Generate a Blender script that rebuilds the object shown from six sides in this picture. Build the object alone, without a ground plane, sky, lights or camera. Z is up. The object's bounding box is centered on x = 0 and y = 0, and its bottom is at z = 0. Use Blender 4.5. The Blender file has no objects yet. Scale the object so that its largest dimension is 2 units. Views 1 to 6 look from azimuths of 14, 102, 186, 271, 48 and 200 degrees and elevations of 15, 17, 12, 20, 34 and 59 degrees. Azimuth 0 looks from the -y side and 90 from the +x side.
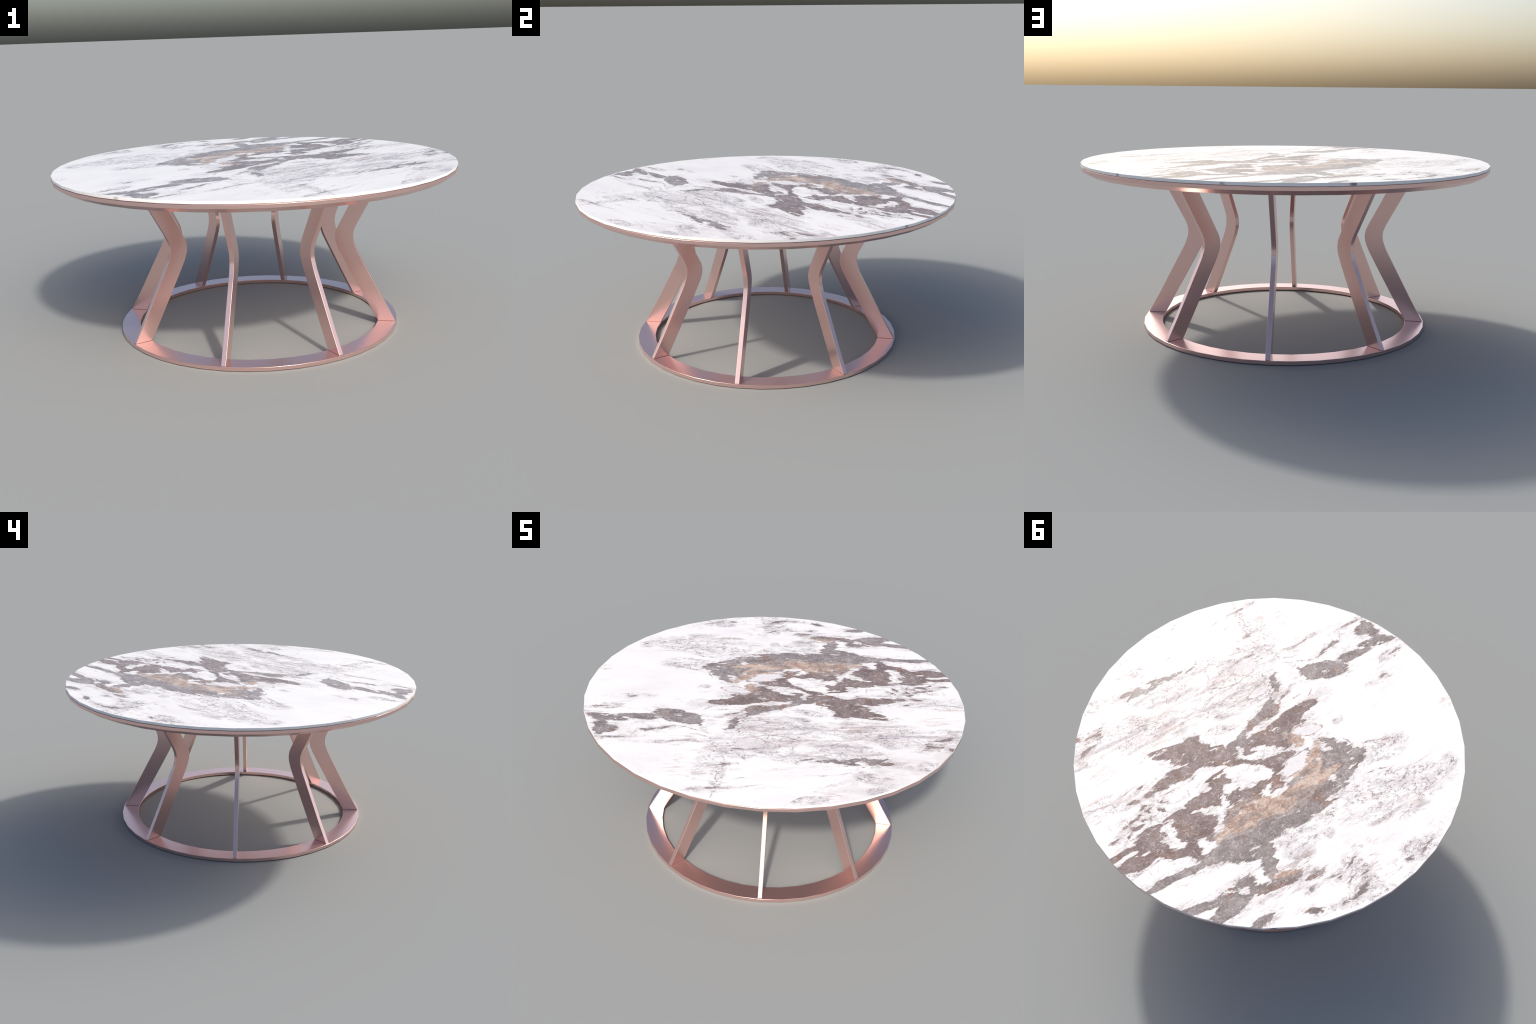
import bpy, bmesh, math
from mathutils import Vector

SIDES = 40                     # the round parts are forty-sided turnings
TOP_R, RING_OUT, RING_IN = 1.0, 0.7190, 0.6255
RING_H = 0.0185
PLATE_LOW, PLATE_EDGE, PLATE_TOP, PLATE_FOOT_R = 0.7793, 0.7998, 0.8160, 0.968
SLAB_LOW, SLAB_TOP = 0.8185, 0.8312
LEG_HALF = 0.0112


# ---------------------------------------------------------------- materials
def new_material(name):
    m = bpy.data.materials.new(name)
    m.use_nodes = True
    t = m.node_tree
    return m, t, t.nodes["Principled BSDF"]


def rose_metal():
    m, t, b = new_material("rose_gold_metal")
    b.inputs["Metallic"].default_value = 0.90
    b.inputs["Base Color"].default_value = (0.82, 0.566, 0.525, 1)
    b.inputs["Roughness"].default_value = 0.25
    return m

# Where the veining sits on the slab, seen from above. Each inclusion is a lens:
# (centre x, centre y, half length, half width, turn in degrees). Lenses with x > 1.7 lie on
# the second slab piece behind the straight joint, drawn two metres to the side.
BROWN_PATCHES = [
    (-0.019, -0.093, 0.13, 0.0576, 50), (-0.055, -0.065, 0.074, 0.0395, -88), (-0.067, -0.234, 0.116, 0.0276, 55), (0.026, 0.034, 0.1, 0.0228, 24),
    (0.071, 0.079, 0.033, 0.0172, 49), (0.428, 0.204, 0.11, 0.0304, 33), (0.366, 0.2, 0.084, 0.0449, 47), (0.382, 0.128, 0.029, 0.0204, 43),
    (0.248, 0.148, 0.102, 0.04, 14), (0.226, 0.191, 0.08, 0.0249, 26), (0.408, 0.396, 0.058, 0.0275, 73), (0.369, 0.337, 0.077, 0.0315, 48),
    (0.312, 0.257, 0.059, 0.0217, 56), (0.257, 0.217, 0.044, 0.0198, 40), (0.075, 0.151, 0.067, 0.0173, 26), (-0.085, 0.08, 0.093, 0.0345, 34),
    (-0.09, 0.133, 0.044, 0.03, -52), (-0.129, 0.192, 0.035, 0.0189, -56), (-0.127, 0.243, 0.025, 0.0174, -37), (0.169, 0.285, 0.057, 0.0185, 63),
    (0.125, 0.316, 0.07, 0.0203, 69), (0.174, 0.383, 0.068, 0.0322, 60), (0.173, 0.424, 0.083, 0.0305, 31), (0.218, 0.445, 0.039, 0.0208, 53),
    (0.037, 0.412, 0.071, 0.0271, -88), (-0, 0.327, 0.076, 0.0399, 34), (-0.067, 0.253, 0.055, 0.0269, 66), (-0.01, 0.363, 0.056, 0.0278, 40),
    (0.208, 0.585, 0.066, 0.0566, 80), (0.161, 0.559, 0.101, 0.0613, 29), (0.141, 0.609, 0.08, 0.0333, 19), (0.272, 0.547, 0.063, 0.0205, 53),
    (0.356, 0.833, 0.095, 0.0371, 51), (0.347, 0.719, 0.076, 0.051, 60), (0.237, 0.734, 0.102, 0.0262, 24), (0.127, 0.691, 0.048, 0.028, -30),
    (0.431, 0.824, 0.062, 0.0155, 49), (0.32, 0.653, 0.024, 0.0205, -31),
]
GREY_PATCHES = [
    (0.009, 0.682, 0.076, 0.0324, 43), (-0.019, 0.603, 0.114, 0.0502, 48), (-0.12, 0.618, 0.102, 0.0325, 32), (-0.135, 0.516, 0.098, 0.0571, 69),
    (-0.214, 0.611, 0.104, 0.0255, -58), (-0.153, 0.485, 0.092, 0.0567, 53), (-0.213, 0.412, 0.125, 0.0404, 35), (-0.308, 0.306, 0.121, 0.0356, 48),
    (-0.291, 0.285, 0.062, 0.0158, 46), (-0.398, 0.166, 0.066, 0.0327, 65), (-0.439, -0.009, 0.094, 0.028, 77), (-0.377, -0.019, 0.103, 0.0675, 41),
    (-0.316, 0.2, 0.086, 0.0266, 59), (-0.316, -0.101, 0.055, 0.0175, -6), (-0.112, 0.418, 0.15, 0.0495, 44), (-0.243, 0.22, 0.119, 0.0581, 60),
    (-0.257, 0.051, 0.096, 0.0486, -87), (-0.13, 0.936, 0.066, 0.0296, 66), (-0.154, 0.87, 0.069, 0.0242, 53), (-0.109, 0.839, 0.064, 0.0184, 52),
    (-0.162, 0.757, 0.043, 0.0174, 48), (-0.197, 0.758, 0.035, 0.0116, -54), (-0.048, 0.929, 0.063, 0.0122, 36), (0.014, 0.97, 0.044, 0.0113, 35),
    (-0.268, 0.755, 0.065, 0.0205, 38), (-0.322, 0.694, 0.073, 0.0351, 42), (0.205, 0.914, 0.065, 0.0101, 52), (0.126, 0.811, 0.093, 0.0128, 45),
    (-0.299, 0.919, 0.041, 0.0176, 55), (-0.503, 0.802, 0.026, 0.0102, 38), (-0.45, 0.621, 0.036, 0.0172, 49), (-0.113, -0.537, 0.107, 0.0507, 31),
    (-0.178, -0.588, 0.043, 0.0195, 39), (-0.246, -0.705, 0.073, 0.0199, 46), (-0.241, -0.893, 0.054, 0.0293, 65), (-0.248, -0.912, 0.038, 0.0168, -62),
    (-0.333, -0.836, 0.074, 0.0203, 36), (-0.323, -0.886, 0.039, 0.0253, -3), (0.085, -0.161, 0.068, 0.0269, 67), (0.079, -0.266, 0.031, 0.0117, 82),
    (0.096, -0.363, 0.049, 0.0126, -59), (0.138, 0.002, 0.076, 0.0142, 71), (0.086, -0.137, 0.072, 0.0274, 60), (0.14, 0.038, 0.061, 0.0201, 45),
    (0.774, -0.08, 0.115, 0.025, 57), (0.668, -0.203, 0.11, 0.0113, 43),
]
SMALL_STREAKS = [
    (-0.671, 0.636, 0.055, 0.0138, 68), (-0.588, 0.507, 0.04, 0.0094, 84), (-0.621, 0.594, 0.027, 0.0077, -69), (-0.909, 0.316, 0.048, 0.0078, 75),
    (-0.845, 0.399, 0.029, 0.0101, 33), (-0.616, 0.715, 0.021, 0.0079, 43), (-0.679, 0.527, 0.026, 0.0055, 59), (-0.529, 0.598, 0.016, 0.0049, 51),
    (-0.565, 0.592, 0.013, 0.0055, 72), (-0.434, -0.6, 0.036, 0.0098, 53), (-0.444, -0.802, 0.028, 0.0067, 59), (-0.113, -0.718, 0.063, 0.0074, 61),
    (-0.159, -0.907, 0.063, 0.0059, 62), (0.074, -0.669, 0.083, 0.0061, 52), (-0.081, -0.66, 0.04, 0.0084, 61), (0.01, -0.497, 0.029, 0.0078, -4),
    (0.03, -0.292, 0.042, 0.0076, 78), (2.88, 0.269, 0.089, 0.0208, 55), (2.869, 0.362, 0.061, 0.0182, 61), (2.938, 0.31, 0.016, 0.0122, 73),
    (2.859, 0.204, 0.013, 0.0093, 66), (0.511, 0.475, 0.036, 0.0051, 72), (0.502, 0.564, 0.026, 0.0085, 46), (0.452, 0.49, 0.034, 0.0149, 64),
    (0.391, 0.503, 0.033, 0.0064, 11), (0.426, 0.579, 0.023, 0.01, -79), (0.39, 0.61, 0.019, 0.0072, -59), (0.365, 0.555, 0.024, 0.0107, 1),
    (0.472, 0.66, 0.046, 0.009, 67), (0.436, 0.674, 0.031, 0.0082, 36), (0.461, 0.569, 0.021, 0.0108, 74), (0.419, 0.627, 0.028, 0.0037, 24),
    (0.453, 0.726, 0.032, 0.0054, -86), (0.506, 0.772, 0.031, 0.0053, 65), (-0.466, 0.694, 0.016, 0.0098, 36), (2.854, -0.195, 0.056, 0.008, 22),
    (2.841, -0.151, 0.04, 0.0137, 27), (2.825, -0.029, 0.035, 0.0139, 62), (0.465, -0.79, 0.034, 0.006, 54), (0.355, -0.639, 0.02, 0.009, 59),
    (0.319, -0.457, 0.06, 0.0066, 55),
]
HAIRLINE_VEINS = [
    (0.365, -0.648, 0.03, 0.0041, -34), (0.319, -0.607, 0.028, 0.0038, -21), (0.207, -0.57, 0.057, 0.0039, -12), (0.514, -0.824, 0.023, 0.0029, -57),
    (0.427, -0.73, 0.037, 0.0036, -39), (0.325, -0.278, 0.035, 0.0044, 40), (0.311, -0.326, 0.032, 0.0036, -59), (0.272, -0.343, 0.049, 0.0042, 62),
    (0.216, -0.397, 0.038, 0.0045, 17), (0.17, -0.393, 0.024, 0.0056, -49), (0.175, -0.335, 0.048, 0.0042, 59), (0.16, -0.301, 0.034, 0.0042, 58),
    (0.167, -0.256, 0.025, 0.0036, -60), (0.193, -0.231, 0.021, 0.0048, 79), (0.567, -0.656, 0.044, 0.004, 59), (0.494, -0.651, 0.027, 0.0035, 56),
    (0.385, -0.236, 0.084, 0.0039, 34), (0.382, -0.489, 0.047, 0.004, 43), (0.456, -0.288, 0.025, 0.0028, -47), (0.412, -0.265, 0.031, 0.0029, 84),
    (0.49, -0.352, 0.021, 0.0038, 63), (-0.037, -0.325, 0.04, 0.003, 60), (-0.099, -0.38, 0.028, 0.004, -76), (0.087, -0.568, 0.053, 0.0034, 38),
    (0.022, -0.56, 0.102, 0.004, 29), (0.363, -0.535, 0.03, 0.0045, -4), (0.274, 0.812, 0.048, 0.003, 56), (0.352, 0.888, 0.043, 0.0034, 35),
    (0.329, 0.897, 0.032, 0.0025, 72), (0.272, 0.873, 0.026, 0.0019, -35), (0.25, 0.847, 0.021, 0.002, -71), (0.135, 0.885, 0.027, 0.0015, -61),
    (0.37, 0.433, 0.065, 0.0038, 47), (0.281, 0.412, 0.024, 0.0037, -42), (0.293, 0.333, 0.025, 0.0064, 71), (0.656, 0.636, 0.071, 0.0028, 39),
    (0.567, 0.516, 0.057, 0.0024, 59), (0.635, 0.712, 0.032, 0.0028, 49), (0.56, 0.717, 0.021, 0.0024, -39), (-0.128, -0.806, 0.036, 0.0028, -71),
    (-0.375, -0.144, 0.03, 0.0047, -31), (-0.4, -0.117, 0.016, 0.0043, -88), (-0.47, -0.171, 0.038, 0.0045, 35), (-0.556, -0.221, 0.061, 0.0051, 28),
    (-0.539, 0.005, 0.031, 0.0041, 47), (-0.591, -0.041, 0.038, 0.0033, 38), (-0.709, -0.049, 0.058, 0.0037, 81), (-0.622, -0.046, 0.043, 0.0027, 55),
    (-0.679, 0.441, 0.021, 0.003, 34), (-0.81, 0.478, 0.06, 0.002, 60), (-0.791, 0.452, 0.009, 0.0024, -50), (-0.809, 0.36, 0.026, 0.0036, -71),
    (-0.649, 0.637, 0.032, 0.0027, 75), (-0.401, 0.724, 0.042, 0.0024, 58), (-0.357, 0.831, 0.015, 0.002, 51), (-0.394, 0.575, 0.025, 0.0032, 70),
    (-0.016, 0.256, 0.029, 0.0033, 0), (0.665, 0.136, 0.093, 0.0042, 47), (0.591, 0.144, 0.052, 0.003, 59), (0.715, -0.335, 0.047, 0.0034, 53),
    (0.764, -0.238, 0.037, 0.0027, 63),
]
FADED_PLACES = [
    (0.714, -0.13, 0.192, 0.0717, 51), (2.864, 0.306, 0.116, 0.059, 76), (2.855, -0.177, 0.067, 0.046, 38), (-0.442, 0.628, 0.055, 0.0286, 48),
]
WHITE_ISLANDS = [
    (0.08, -0.07, 0.079, 0.0205, 61), (0.03, 0.103, 0.077, 0.012, 28), (-0.002, 0.043, 0.072, 0.0182, 23), (0.134, 0.087, 0.019, 0.0157, 85),
    (0.035, 0.21, 0.125, 0.0476, 18), (0.032, 0.265, 0.066, 0.0408, 21), (0.095, 0.325, 0.031, 0.0214, 28), (0.21, 0.36, 0.032, 0.0239, 39),
    (0.094, 0.395, 0.03, 0.0115, -49), (0.135, 0.463, 0.061, 0.0194, 23), (0.064, 0.499, 0.064, 0.0099, -87), (0.283, 0.638, 0.038, 0.0226, 2),
    (0.245, 0.697, 0.052, 0.0157, 16), (0.264, 0.692, 0.028, 0.0174, -13), (0.083, 0.636, 0.044, 0.0269, 8), (0.08, 0.67, 0.03, 0.0147, 56),
    (-0.173, 0.797, 0.031, 0.018, 53), (-0.243, 0.72, 0.031, 0.0167, 27), (0.417, 0.84, 0.049, 0.0097, 54), (-0.451, 0.152, 0.087, 0.0155, 44),
    (0.363, 0.398, 0.091, 0.0114, 51), (-0.17, 0.076, 0.11, 0.0393, 72), (-0.152, 0.257, 0.047, 0.0152, 62), (-0.16, -0.142, 0.071, 0.0385, 34),
    (-0.303, -0.931, 0.018, 0.0155, -25), (-0.346, -0.907, 0.031, 0.0126, 44),
]
OCHRE_BANDS = [
    (-0.043, 0.452, 0.103, 0.0415, 64), (-0.126, 0.343, 0.121, 0.0417, 28), (-0.206, 0.238, 0.108, 0.0365, 50), (-0.25, 0.03, 0.105, 0.0295, -80),
    (-0.126, -0.06, 0.038, 0.0219, -18), (-0.24, 0.094, 0.071, 0.0253, 57), (0.034, 0.549, 0.053, 0.0067, 82), (-0.335, 0.063, 0.053, 0.0184, 54),
    (-0.326, 0.66, 0.045, 0.0143, 30), (-0.292, 0.14, 0.078, 0.0209, 45), (-0.137, 0.38, 0.062, 0.0183, 30),
]
PALE_PANES = [
    (0.293, -0.42, 0.066, 0.0501, 52), (0.164, -0.28, 0.057, 0.0294, 48), (-0.17, 0.076, 0.11, 0.0357, 72), (-0.16, -0.142, 0.071, 0.0359, 34),
    (0.069, -0.29, 0.035, 0.0197, 71),
]
SPECKLE_CLOUDS = [
    (-0.552, -0.154, 0.13, 0.0614, 50), (-0.718, 0.002, 0.261, 0.0881, 36), (-0.896, -0.184, 0.055, 0.043, -90), (-0.311, 0.452, 0.104, 0.0615, 37),
    (-0.332, 0.514, 0.066, 0.0469, 49), (-0.448, 0.392, 0.027, 0.0257, 75), (-0.658, 0.552, 0.107, 0.0573, -35), (-0.878, 0.315, 0.096, 0.0457, 44),
    (0.424, -0.365, 0.109, 0.0687, 17), (0.301, -0.5, 0.092, 0.0641, 13), (0.157, -0.306, 0.096, 0.0647, 47), (0.312, -0.125, 0.107, 0.0582, 47),
    (0.619, 0.104, 0.163, 0.062, 12), (0.581, -0.121, 0.127, 0.0498, 32), (0.27, 0.013, 0.088, 0.0312, 33), (-0.124, 0, 0.032, 0.0299, 45),
    (0.414, -0.715, 0.108, 0.0293, -48), (0.207, -0.551, 0.07, 0.0437, -19), (2.963, 0.115, 0.055, 0.0367, 71), (2.949, -0.229, 0.045, 0.0284, 61),
    (2.814, -0.509, 0.075, 0.0292, 59), (2.872, 0.304, 0.091, 0.0482, 64), (-0.772, 0.607, 0.063, 0.0236, 45), (-0.287, -0.253, 0.032, 0.0242, 66),
    (-0.648, 0.691, 0.061, 0.0277, 40), (2.857, -0.176, 0.064, 0.0345, 38), (2.864, -0.002, 0.076, 0.025, 34), (0.428, 0.599, 0.131, 0.0365, 61),
    (-0.417, -0.755, 0.082, 0.0263, 56), (-0.422, 0.298, 0.052, 0.025, 74),
]
FEATHER_FIELDS = [
    (0.323, -0.242, 0.22, 0.1402, 50), (0.633, 0.155, 0.29, 0.089, 40), (2.633, 0.155, 0.29, 0.089, 40), (0.636, -0.119, 0.19, 0.0825, 46),
    (2.636, -0.119, 0.19, 0.0825, 46), (0.826, 0.392, 0.096, 0.0453, 57), (2.826, 0.392, 0.096, 0.0453, 57), (0.595, 0.584, 0.171, 0.0524, 43),
    (-0.676, 0.195, 0.189, 0.0494, 32), (0.257, -0.647, 0.158, 0.0475, -54), (-0.36, 0.567, 0.086, 0.0372, 57),
]
GRAIN = math.radians(-127.5)


def veined_marble():
    m, t, bsdf = new_material("veined_marble")
    N, L = t.nodes, t.links

    def put(sock, v):
        if isinstance(v, bpy.types.NodeSocket):
            L.new(v, sock)
        else:
            sock.default_value = v

    def op(kind, a, b=0.0, c=0.0, clamp=False):
        n = N.new("ShaderNodeMath")
        n.operation, n.use_clamp = kind, clamp
        for s, v in zip(n.inputs, (a, b, c)):
            put(s, v)
        return n.outputs[0]

    def vec(kind, a, b=(0, 0, 0), scale=None):
        n = N.new("ShaderNodeVectorMath")
        n.operation = kind
        put(n.inputs[0], a)
        put(n.inputs[1], b)
        if scale is not None:
            put(n.inputs["Scale"], scale)
        return n.outputs["Value" if kind in ("LENGTH", "DOT_PRODUCT") else "Vector"]

    def place(v, loc=(0, 0, 0), turn=0.0, size=(1, 1, 1), kind="TEXTURE"):
        n = N.new("ShaderNodeMapping")
        n.vector_type = kind
        put(n.inputs["Vector"], v)
        n.inputs["Location"].default_value = loc
        n.inputs["Rotation"].default_value = (0, 0, turn)
        n.inputs["Scale"].default_value = size
        return n.outputs[0]

    def noise(v, scale, detail=4.0, rough=0.55, kind="Fac", **more):
        n = N.new("ShaderNodeTexNoise")
        put(n.inputs["Vector"], v)
        n.inputs["Scale"].default_value = scale
        n.inputs["Detail"].default_value = detail
        n.inputs["Roughness"].default_value = rough
        for k, x in more.items():
            n.inputs[k].default_value = x
        return n.outputs[kind]

    def step(v, lo, hi, a=0.0, b=1.0):
        n = N.new("ShaderNodeMapRange")
        n.interpolation_type = "SMOOTHSTEP"
        put(n.inputs["Value"], v)
        for k, x in (("From Min", lo), ("From Max", hi), ("To Min", a), ("To Max", b)):
            put(n.inputs[k], x)
        return n.outputs["Result"]

    def mix(f, a, b):
        n = N.new("ShaderNodeMix")
        n.data_type = "RGBA"
        put(n.inputs["Factor"], f)
        for s, v in ((n.inputs[6], a), (n.inputs[7], b)):
            put(s, v if isinstance(v, bpy.types.NodeSocket) else (*v, 1))
        return n.outputs[2]

    def crest(v, width):
        """Thin line where a noise crosses its middle."""
        return step(op("ABSOLUTE", op("SUBTRACT", v, 0.5)), 0.0, width, 1.0, 0.0)

    def lens(v, row, weight):
        """weight * (r^2 - 1), with r = 1 on the rim of the lens; v carries 1 as its third component."""
        x, y, a, b, turn = row
        k, ct, st = math.sqrt(weight), math.cos(math.radians(turn)), math.sin(math.radians(turn))
        along = vec("DOT_PRODUCT", v, (k * ct / a, k * st / a, -k * (x * ct + y * st) / a))
        across = vec("DOT_PRODUCT", v, (-k * st / b, k * ct / b, k * (x * st - y * ct) / b))
        return op("MULTIPLY_ADD", along, along, op("MULTIPLY_ADD", across, across, -weight))

    def lenses(v, rows, blend=0.008):
        """Near-distance, in metres, to the rim of the joined lenses (negative inside)."""
        d = None
        for row in rows:
            e = lens(v, row, row[3] / 2)
            d = e if d is None else op("SMOOTH_MIN", d, e, blend)
        return d

    def clouds(v, rows):
        """Soft density, 1 inside the lenses and fading out past their rim."""
        d = None
        for row in rows:
            e = lens(v, row, 1.0)
            d = e if d is None else op("SMOOTH_MIN", d, e, 0.4)
        return step(op("MULTIPLY_ADD", patchy, 3.4, op("SUBTRACT", d, 1.85)), -0.55, 0.75, 1.0, 0.0)

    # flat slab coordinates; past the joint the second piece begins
    obj = N.new("ShaderNodeTexCoord").outputs["Object"]
    flat = vec("MULTIPLY", obj, (1, 1, 0))
    past = op("GREATER_THAN", vec("DOT_PRODUCT", flat, (1.0, -0.072, 0)), 0.807)
    slab = vec("ADD", flat, vec("SCALE", (2.0, 0, 0), scale=past))
    homog = vec("ADD", slab, (0, 0, 1))
    grain = place(slab, turn=GRAIN)                       # x runs along the grain
    fine = vec("MULTIPLY", grain, (0.42, 1.0, 1.0))
    long = vec("MULTIPLY", grain, (0.16, 1.0, 1.0))

    # ragged rims: the lenses are read through a disturbed coordinate
    mid = (0.5, 0.5, 0.5)
    w1 = vec("SCALE", vec("SUBTRACT", noise(fine, 9.0, 3.0, 0.5, "Color"), mid), scale=0.064)
    w2 = vec("SCALE", vec("SUBTRACT", noise(fine, 34.0, 5.0, 0.68, "Color"), mid), scale=0.044)
    comb = op("SUBTRACT", noise(vec("MULTIPLY", grain, (0.22, 1.0, 1.0)), 46.0, 4.0, 0.62), 0.5)
    w3 = vec("SCALE", (math.cos(GRAIN), math.sin(GRAIN), 0), scale=op("MULTIPLY", comb, 0.095))
    warped = vec("MULTIPLY", vec("ADD", vec("ADD", vec("ADD", slab, w1), w2), w3), (1, 1, 0))
    warped = vec("ADD", warped, (0, 0, 1))

    gently = vec("ADD", vec("ADD", homog, vec("SCALE", w1, scale=0.45)), vec("SCALE", w2, scale=0.95))

    patchy = noise(fine, 13.0, 3.0, 0.6)
    rim_noise = op("MULTIPLY_ADD", noise(fine, 75.0, 3.0, 0.6), 0.016, -0.008)
    d_brown = lenses(warped, BROWN_PATCHES)
    d_grey = lenses(warped, GREY_PATCHES)
    d_holes = lenses(warped, WHITE_ISLANDS, 0.004)
    d_small = lenses(warped, SMALL_STREAKS, 0.004)
    d_ochre = op("SUBTRACT", lenses(warped, OCHRE_BANDS), 0.008)
    d_hair = lenses(gently, HAIRLINE_VEINS, 0.0008)
    d_pane = lenses(warped, PALE_PANES, 0.003)
    d_big = op("SUBTRACT", op("SMOOTH_MIN", d_brown, d_grey, 0.012), 0.010)
    d_big = op("MAXIMUM", d_big, op("SUBTRACT", 0.003, d_holes))
    d_dark = op("ADD", op("MINIMUM", d_big, d_small), rim_noise)
    fleck = op("MULTIPLY", op("SUBTRACT", noise(vec("ADD", fine, (6.0, 6.0, 0)), 21.0, 6.0, 0.70), 0.620), 0.12)
    d_dark = op("MAXIMUM", d_dark, fleck)
    faded = clouds(homog, FADED_PLACES)
    shred = noise(vec("ADD", vec("MULTIPLY", grain, (0.30, 1.0, 1.0)), (5.0, 9.0, 0)), 40.0, 6.0, 0.68)
    d_dark = op("MULTIPLY_ADD", op("MULTIPLY", faded, op("SUBTRACT", shred, 0.44)), 0.11, d_dark)
    dark = step(d_dark, -0.003, 0.002, 1.0, 0.0)
    grey = step(op("SUBTRACT", d_grey, d_brown), -0.03, 0.03, 1.0, 0.0)
    ochre = step(op("MULTIPLY_ADD", rim_noise, 1.6, d_ochre), -0.006, 0.006, 1.0, 0.0)
    speckle = clouds(homog, SPECKLE_CLOUDS)
    feather = clouds(homog, FEATHER_FIELDS)

    # ---- white ground with faint warm and cool drifts
    n_cloud = noise(slab, 11.0, 4.0, 0.6)
    n_soft = noise(fine, 5.0, 4.0, 0.6)
    n_grit = noise(fine, 60.0, 5.0, 0.65)
    n_long = noise(long, 26.0, 6.0, 0.62)
    loose = vec("MULTIPLY", grain, (0.62, 1.0, 1.0))
    n_net = noise(loose, 25.0, 5.0, 0.62, Distortion=0.7)
    n_net2 = noise(vec("ADD", loose, (7.3, 2.1, 0)), 15.0, 4.0, 0.6, Distortion=0.9)
    c = mix(step(n_soft, 0.42, 0.72), WHITE, (0.875, 0.838, 0.824))
    c = mix(op("MULTIPLY", past, step(n_net2, 0.40, 0.62, 0.10, 0.50)), c, (0.70, 0.645, 0.63))

    # ---- feathery strokes along the grain
    f_haze = op("MULTIPLY", feather, step(noise(fine, 15.0, 5.0, 0.65), 0.41, 0.62))
    c = mix(op("MULTIPLY", f_haze, 0.30), c, (0.56, 0.515, 0.53))
    f_cool = op("MULTIPLY", feather, step(n_long, 0.49, 0.61))
    c = mix(op("MULTIPLY", f_cool, 0.58), c, (0.42, 0.375, 0.385))
    f_warm = op("MULTIPLY", feather, step(noise(vec("ADD", long, (3.7, 9.1, 0)), 23.0, 6.0, 0.65), 0.55, 0.66))
    c = mix(op("MULTIPLY", f_warm, 0.5), c, (0.60, 0.42, 0.34))

    # ---- hair veins, thin and faint over the whole slab
    hair = op("MULTIPLY", crest(noise(long, 7.0, 5.0, 0.6), 0.012), step(noise(slab, 3.1, 2.0), 0.46, 0.62))
    c = mix(op("MULTIPLY", hair, 0.55), c, (0.55, 0.40, 0.36))

    # ---- speckled clouds: grey haze, broken dark threads, rusty dots
    near = op("MULTIPLY", step(d_dark, 0.0, 0.085, 0.85, 0.0), step(patchy, 0.40, 0.58))
    broken = op("MAXIMUM", speckle, near)
    haze = op("MULTIPLY", broken, step(n_net2, 0.38, 0.64))
    c = mix(op("MULTIPLY", haze, 0.48), c, (0.53, 0.485, 0.50))
    gate = step(noise(vec("ADD", loose, (3.3, 3.3, 0)), 33.0, 4.0, 0.65), 0.44, 0.58)
    web = op("MULTIPLY", op("MULTIPLY", op("MAXIMUM", op("MAXIMUM", broken, feather), step(noise(slab, 2.3, 3.0, 0.6), 0.50, 0.68, 0.0, 0.55)), crest(noise(fine, 10.0, 7.0, 0.68, Distortion=1.1), 0.013)), step(patchy, 0.36, 0.54))
    c = mix(op("MULTIPLY", web, 0.90), c, mix(step(n_cloud, 0.42, 0.58), (0.28, 0.235, 0.24), (0.42, 0.30, 0.26)))
    thread = op("MULTIPLY", op("MULTIPLY", op("MAXIMUM", broken, op("MULTIPLY", feather, 0.75)), crest(n_net, 0.029)), gate)
    c = mix(op("MULTIPLY", thread, 0.95), c, (0.225, 0.175, 0.17))
    smudge = op("MULTIPLY", broken, step(noise(vec("ADD", fine, (5.2, 7.7, 0)), 30.0, 6.0, 0.72), 0.55, 0.65))
    c = mix(op("MULTIPLY", smudge, 0.8), c, (0.31, 0.255, 0.25))
    dots = op("MULTIPLY", op("MAXIMUM", broken, op("MULTIPLY", feather, 0.5)), step(noise(vec("ADD", loose, (1.9, 4.4, 0)), 70.0, 3.0, 0.62), 0.595, 0.66))
    c = mix(op("MULTIPLY", dots, 0.85), c, (0.28, 0.19, 0.16))

    # ---- single hairline veins and fold lines
    line = op("MULTIPLY", step(d_hair, -0.0016, 0.0003, 1.0, 0.0), step(n_grit, 0.38, 0.54, 0.15, 1.0))
    c = mix(op("MULTIPLY", step(d_hair, 0.0, 0.010, 1.0, 0.0), 0.16), c, (0.55, 0.48, 0.48))
    c = mix(op("MULTIPLY", line, 0.88), c, mix(step(n_cloud, 0.44, 0.58), (0.25, 0.205, 0.21), (0.36, 0.25, 0.21)))

    # ---- dark patches: warm brown and cool grey, mottled, rust along some rims
    n_speck = noise(vec("ADD", slab, vec("SCALE", w2, scale=0.4)), 80.0, 5.0, 0.7)
    tone = op("MULTIPLY_ADD", n_cloud, 0.5, op("MULTIPLY", n_speck, 0.5))
    brown_c = mix(step(tone, 0.36, 0.64), (0.172, 0.122, 0.110), (0.310, 0.239, 0.222))
    grey_c = mix(step(tone, 0.36, 0.66), (0.192, 0.158, 0.151), (0.368, 0.318, 0.304))
    dark_c = mix(grey, brown_c, grey_c)
    rust = op("MULTIPLY", step(noise(vec("ADD", slab, (5.0, 1.0, 0)), 7.0, 3.0, 0.6), 0.54, 0.64), step(d_dark, -0.030, -0.004, 0.25, 1.0))
    dark_c = mix(op("MULTIPLY", rust, 0.75), dark_c, mix(step(tone, 0.4, 0.62), (0.215, 0.115, 0.080), (0.36, 0.235, 0.185)))
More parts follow.
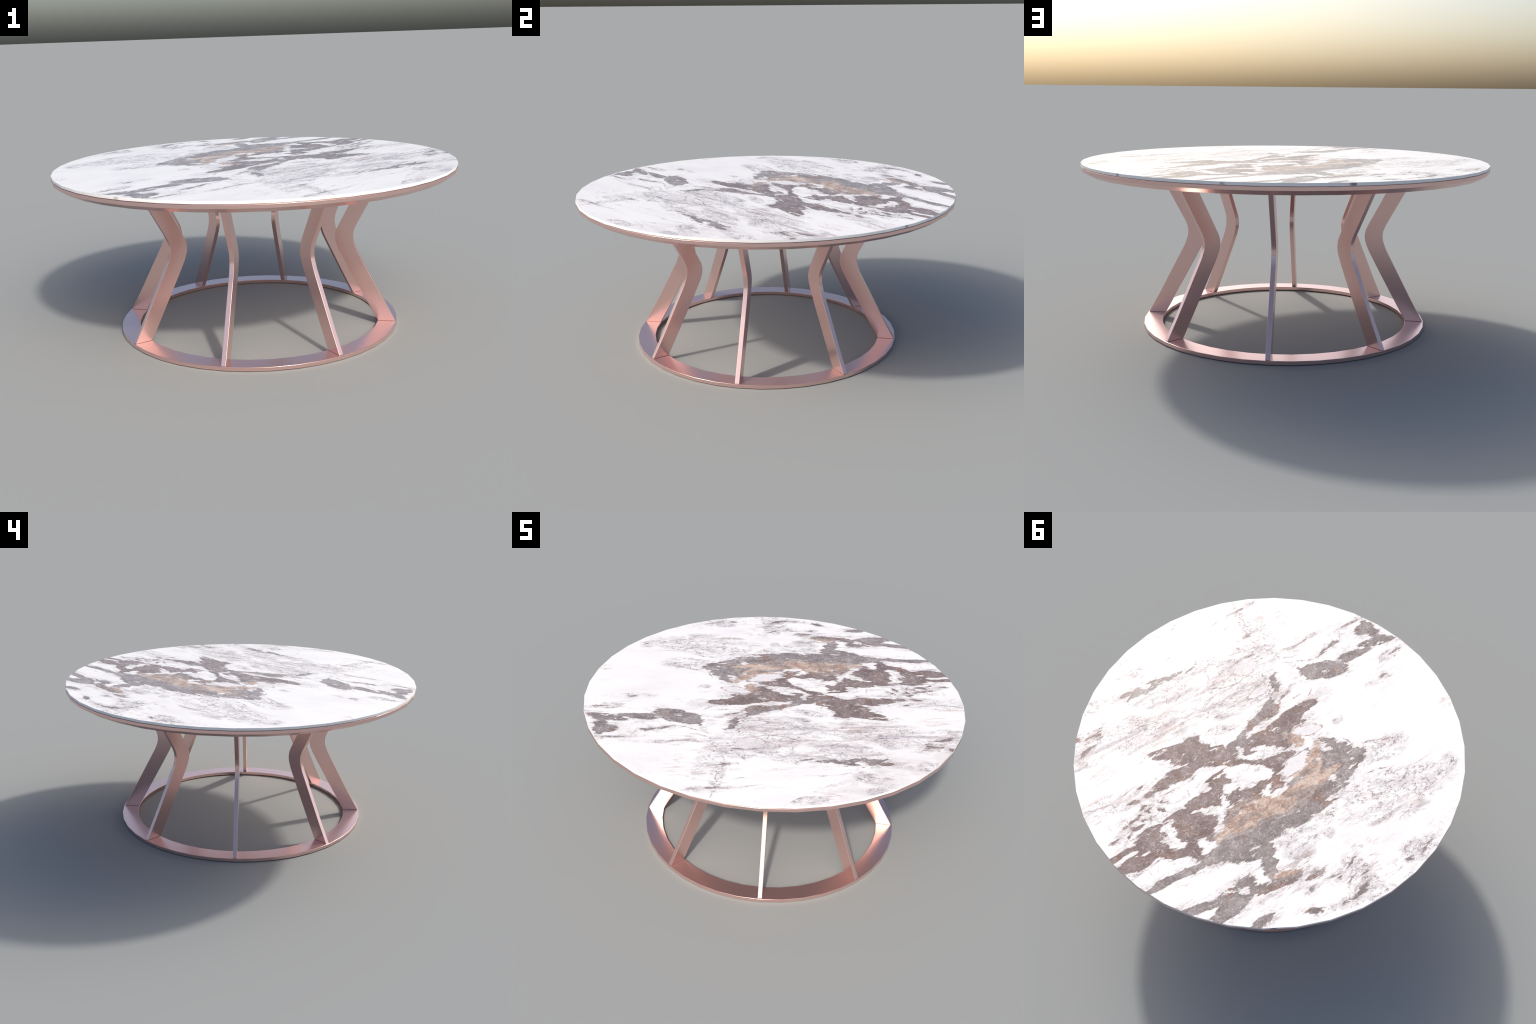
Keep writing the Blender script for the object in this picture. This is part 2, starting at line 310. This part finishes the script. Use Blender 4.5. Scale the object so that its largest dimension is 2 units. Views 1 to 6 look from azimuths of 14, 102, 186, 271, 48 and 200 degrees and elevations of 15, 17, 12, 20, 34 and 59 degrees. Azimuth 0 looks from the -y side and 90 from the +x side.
    pale = op("MULTIPLY", step(noise(fine, 22.0, 6.0, 0.68), 0.50, 0.66), op("MULTIPLY_ADD", grey, 0.75, 0.25))
    dark_c = mix(op("MULTIPLY", pale, 0.5), dark_c, (0.46, 0.41, 0.40))
    scratch = crest(noise(vec("ADD", vec("MULTIPLY", grain, (0.75, 1.0, 0)), vec("SCALE", w2, scale=0.5)), 34.0, 4.0, 0.6, Distortion=0.9), 0.024)
    cr = op("MULTIPLY", scratch, step(noise(vec("ADD", slab, (2.0, 8.0, 0)), 26.0, 2.0), 0.42, 0.58))
    dark_c = mix(op("MULTIPLY", cr, 0.62), dark_c, (0.62, 0.57, 0.56))
    seam = op("MULTIPLY", crest(noise(vec("ADD", vec("ADD", grain, (4.0, 0, 0)), w2), 12.0, 3.0, 0.5, Distortion=0.5), 0.011), step(n_cloud, 0.44, 0.56))
    dark_c = mix(op("MULTIPLY", seam, 0.65), dark_c, (0.66, 0.61, 0.60))
    pit = step(noise(vec("ADD", slab, (9.0, 3.0, 0)), 120.0, 2.0), 0.66, 0.74)
    dark_c = mix(op("MULTIPLY", pit, 0.6), dark_c, (0.10, 0.075, 0.07))
    c = mix(op("MULTIPLY", step(d_dark, -0.002, 0.012, 1.0, 0.0), 0.28), c, (0.42, 0.33, 0.30))
    rim = op("MULTIPLY", step(d_dark, -0.0065, -0.0010), step(n_cloud, 0.42, 0.56))
    dark_c = mix(op("MULTIPLY", rim, 0.45), dark_c, (0.105, 0.070, 0.062))
    # layers that follow the ochre band round its bends
    flow = step(op("PINGPONG", op("MULTIPLY_ADD", d_ochre, 44.0, op("MULTIPLY", noise(fine, 12.0, 6.0, 0.66), 4.5)), 1.0), 0.52, 0.86)
    by = step(d_ochre, 0.0, 0.085, 1.0, 0.0)
    dark_c = mix(op("MULTIPLY", op("MULTIPLY", flow, by), 0.62), dark_c, mix(step(tone, 0.4, 0.6), (0.42, 0.325, 0.27), (0.60, 0.52, 0.47)))
    c = mix(dark, c, dark_c)

    # ---- tan and ochre bands
    och = mix(step(tone, 0.37, 0.60), (0.42, 0.285, 0.215), (0.68, 0.54, 0.45))
    och = mix(op("MULTIPLY", step(noise(fine, 30.0, 6.0, 0.72), 0.515, 0.615), 0.75), och, (0.26, 0.175, 0.145))
    och = mix(op("MULTIPLY", step(noise(vec("ADD", fine, (4.0, 4.0, 0)), 26.0, 4.0, 0.6), 0.56, 0.66), 0.6), och, (0.80, 0.72, 0.68))
    rusty = crest(noise(vec("ADD", fine, (2.2, 6.1, 0)), 13.0, 6.0, 0.66, Distortion=0.9), 0.035)
    och = mix(op("MULTIPLY", rusty, 0.7), och, (0.34, 0.195, 0.135))
    greyed = step(noise(vec("ADD", fine, (0.7, 3.9, 0)), 9.0, 5.0, 0.65, Distortion=0.6), 0.52, 0.62)
    och = mix(op("MULTIPLY", greyed, 0.8), och, grey_c)
    och = mix(op("MULTIPLY", op("MULTIPLY", flow, step(patchy, 0.40, 0.56)), 0.75), och, mix(step(n_cloud, 0.45, 0.56), grey_c, (0.36, 0.235, 0.18)))
    keep = step(d_holes, -0.003, 0.003)
    c = mix(op("MULTIPLY", op("MULTIPLY", ochre, keep), step(noise(vec("ADD", fine, (8.0, 0, 0)), 20.0, 5.0, 0.65), 0.36, 0.46, 0.25, 1.0)), c, och)

    # ---- pale violet panes with a broken dark outline
    pane = op("MULTIPLY", step(d_pane, -0.003, 0.004, 1.0, 0.0), step(n_cloud, 0.35, 0.6, 0.55, 0.95))
    c = mix(pane, c, mix(step(tone, 0.42, 0.58), (0.745, 0.70, 0.70), (0.835, 0.795, 0.78)))
    line = op("MULTIPLY", step(op("ABSOLUTE", d_pane), 0.0009, 0.0030, 1.0, 0.0), step(n_cloud, 0.38, 0.52))
    c = mix(op("MULTIPLY", line, 0.85), c, mix(step(patchy, 0.4, 0.6), (0.24, 0.20, 0.205), (0.40, 0.24, 0.17)))

    L.new(c, bsdf.inputs["Base Color"])
    bsdf.inputs["Roughness"].default_value = MARBLE_ROUGH
    bsdf.inputs["Specular IOR Level"].default_value = 0.28
    return m


def slab_edge():
    """The polished rim of the slab: white stone with a few smoky marks."""
    m, t, b = new_material("marble_edge")
    co = t.nodes.new("ShaderNodeTexCoord")
    n = t.nodes.new("ShaderNodeTexNoise")
    n.inputs["Scale"].default_value, n.inputs["Detail"].default_value = 9.0, 6.0
    ramp = t.nodes.new("ShaderNodeValToRGB")
    ramp.color_ramp.elements[0].position, ramp.color_ramp.elements[1].position = 0.64, 0.72
    ramp.color_ramp.elements[0].color = (*WHITE, 1)
    ramp.color_ramp.elements[1].color = (0.33, 0.27, 0.26, 1)
    t.links.new(co.outputs["Object"], n.inputs["Vector"])
    t.links.new(n.outputs["Fac"], ramp.inputs["Fac"])
    t.links.new(ramp.outputs["Color"], b.inputs["Base Color"])
    b.inputs["Roughness"].default_value = MARBLE_ROUGH
    b.inputs["Specular IOR Level"].default_value = 0.28
    return m


WHITE, MARBLE_ROUGH = (0.94, 0.908, 0.878), 0.26


# ---------------------------------------------------------------- geometry
def finish_mesh(name, bm, material, bevel, parent):
    bmesh.ops.recalc_face_normals(bm, faces=bm.faces)
    me = bpy.data.meshes.new(name)
    for f in bm.faces:
        f.smooth = True
    bm.to_mesh(me)
    bm.free()
    me.materials.append(material)
    ob = bpy.data.objects.new(name, me)
    bpy.context.scene.collection.objects.link(ob)
    ob.parent = parent
    mod = ob.modifiers.new("edge_round", "BEVEL")
    mod.width, mod.segments = bevel, 2
    mod.limit_method, mod.angle_limit = "ANGLE", math.radians(28)
    mod.harden_normals = True
    return ob


def turned(profile):
    """Closed (r, z) profile turned round z; a point with r = 0 closes the axis."""
    bm = bmesh.new()
    loops = []
    for r, z in profile:
        if r == 0:
            loops.append([bm.verts.new((0, 0, z))])
        else:
            loops.append([bm.verts.new((r * math.cos(math.tau * i / SIDES), r * math.sin(math.tau * i / SIDES), z)) for i in range(SIDES)])
    closed = all(len(l) > 1 for l in loops)
    pairs = list(zip(loops, loops[1:])) + ([(loops[-1], loops[0])] if closed else [])
    for a, b in pairs:
        for i in range(SIDES):
            j = (i + 1) % SIDES
            if len(a) == 1:
                bm.faces.new((a[0], b[i], b[j]))
            elif len(b) == 1:
                bm.faces.new((a[i], a[j], b[0]))
            else:
                bm.faces.new((a[i], a[j], b[j], b[i]))
    return bm


def disc(rims):
    """A stack of rims (r, z) closed by flat ngon faces at both ends."""
    bm = bmesh.new()
    loops = [[bm.verts.new((r * math.cos(math.tau * i / SIDES), r * math.sin(math.tau * i / SIDES), z)) for i in range(SIDES)] for r, z in rims]
    for a, b in zip(loops, loops[1:]):
        for i in range(SIDES):
            j = (i + 1) % SIDES
            bm.faces.new((a[i], a[j], b[j], b[i]))
    bm.faces.new(loops[0])
    bm.faces.new(loops[-1])
    return bm


def leg_mesh():
    """Flat bar bent inwards like a boomerang: outer and inner edge lines in the radial plane."""
    z0, z1 = RING_H + 0.0004, PLATE_LOW + 0.001
    outer = [(0.7140, z0), (0.6550, 0.1250), (0.5970, 0.2360), (0.5440, 0.3370), (0.5168, 0.3890), (0.5010, 0.4320), (0.4982, 0.4560), (0.5008, 0.4830), (0.5132, 0.5140), (0.5132 + 0.540 * (z1 - 0.514), z1)]
    inner = [(0.6262, z0), (0.5660, 0.1280), (0.5095, 0.2320), (0.4600, 0.3240), (0.4254, 0.3912), (0.4113, 0.4290), (0.4080, 0.4540), (0.4127, 0.4845), (0.4262, 0.5140), (0.4262 + 0.520 * (z1 - 0.514), z1)]
    bm = bmesh.new()
    sides = []
    for y in (-LEG_HALF, LEG_HALF):
        sides.append(([bm.verts.new((x, y, z)) for x, z in outer], [bm.verts.new((x, y, z)) for x, z in inner]))
    for o, i in sides:
        for k in range(len(o) - 1):
            bm.faces.new((o[k], o[k + 1], i[k + 1], i[k]))
    (oa, ia), (ob_, ib) = sides
    for a, b in ((oa, ob_), (ia, ib)):
        for k in range(len(a) - 1):
            bm.faces.new((a[k], a[k + 1], b[k + 1], b[k]))
    bm.faces.new((oa[0], ob_[0], ib[0], ia[0]))
    bm.faces.new((oa[-1], ob_[-1], ib[-1], ia[-1]))
    return bm


table = bpy.data.objects.new("coffee_table", None)
bpy.context.scene.collection.objects.link(table)
table["label"] = "round white veined marble table on eight bent rose gold legs"
table["category"] = "coffee table"

metal, marble = rose_metal(), veined_marble()

top = finish_mesh("tabletop", disc([(TOP_R, SLAB_LOW), (TOP_R, SLAB_TOP)]), marble, 0.0008, table)
top.data.materials.append(slab_edge())
for f in top.data.polygons:
    f.material_index = 1 if len(f.vertices) == 4 else 0
finish_mesh("support_plate", disc([(PLATE_FOOT_R, PLATE_LOW), (TOP_R, PLATE_EDGE), (TOP_R, PLATE_TOP), ]), metal, 0.0014, table)
joint = finish_mesh("spacer_disc", disc([(TOP_R - 0.010, PLATE_TOP - 0.001), (TOP_R - 0.010, SLAB_LOW + 0.001)]), metal, 0.0003, table)
finish_mesh("base_ring", turned([(RING_OUT, 0), (RING_OUT, RING_H), (RING_IN, RING_H), (RING_IN, 0)]), metal, 0.0014, table)
first = finish_mesh("leg", leg_mesh(), metal, 0.0014, table)
for k in range(1, 8):
    other = first.copy()
    bpy.context.scene.collection.objects.link(other)
    turn = math.tau * k / 8
    other.rotation_euler = (0, 0, turn)
    if k % 2:                                  # the four diagonal legs stand a hair further in
        other.location = (-0.002 * math.cos(turn), -0.002 * math.sin(turn), 0)
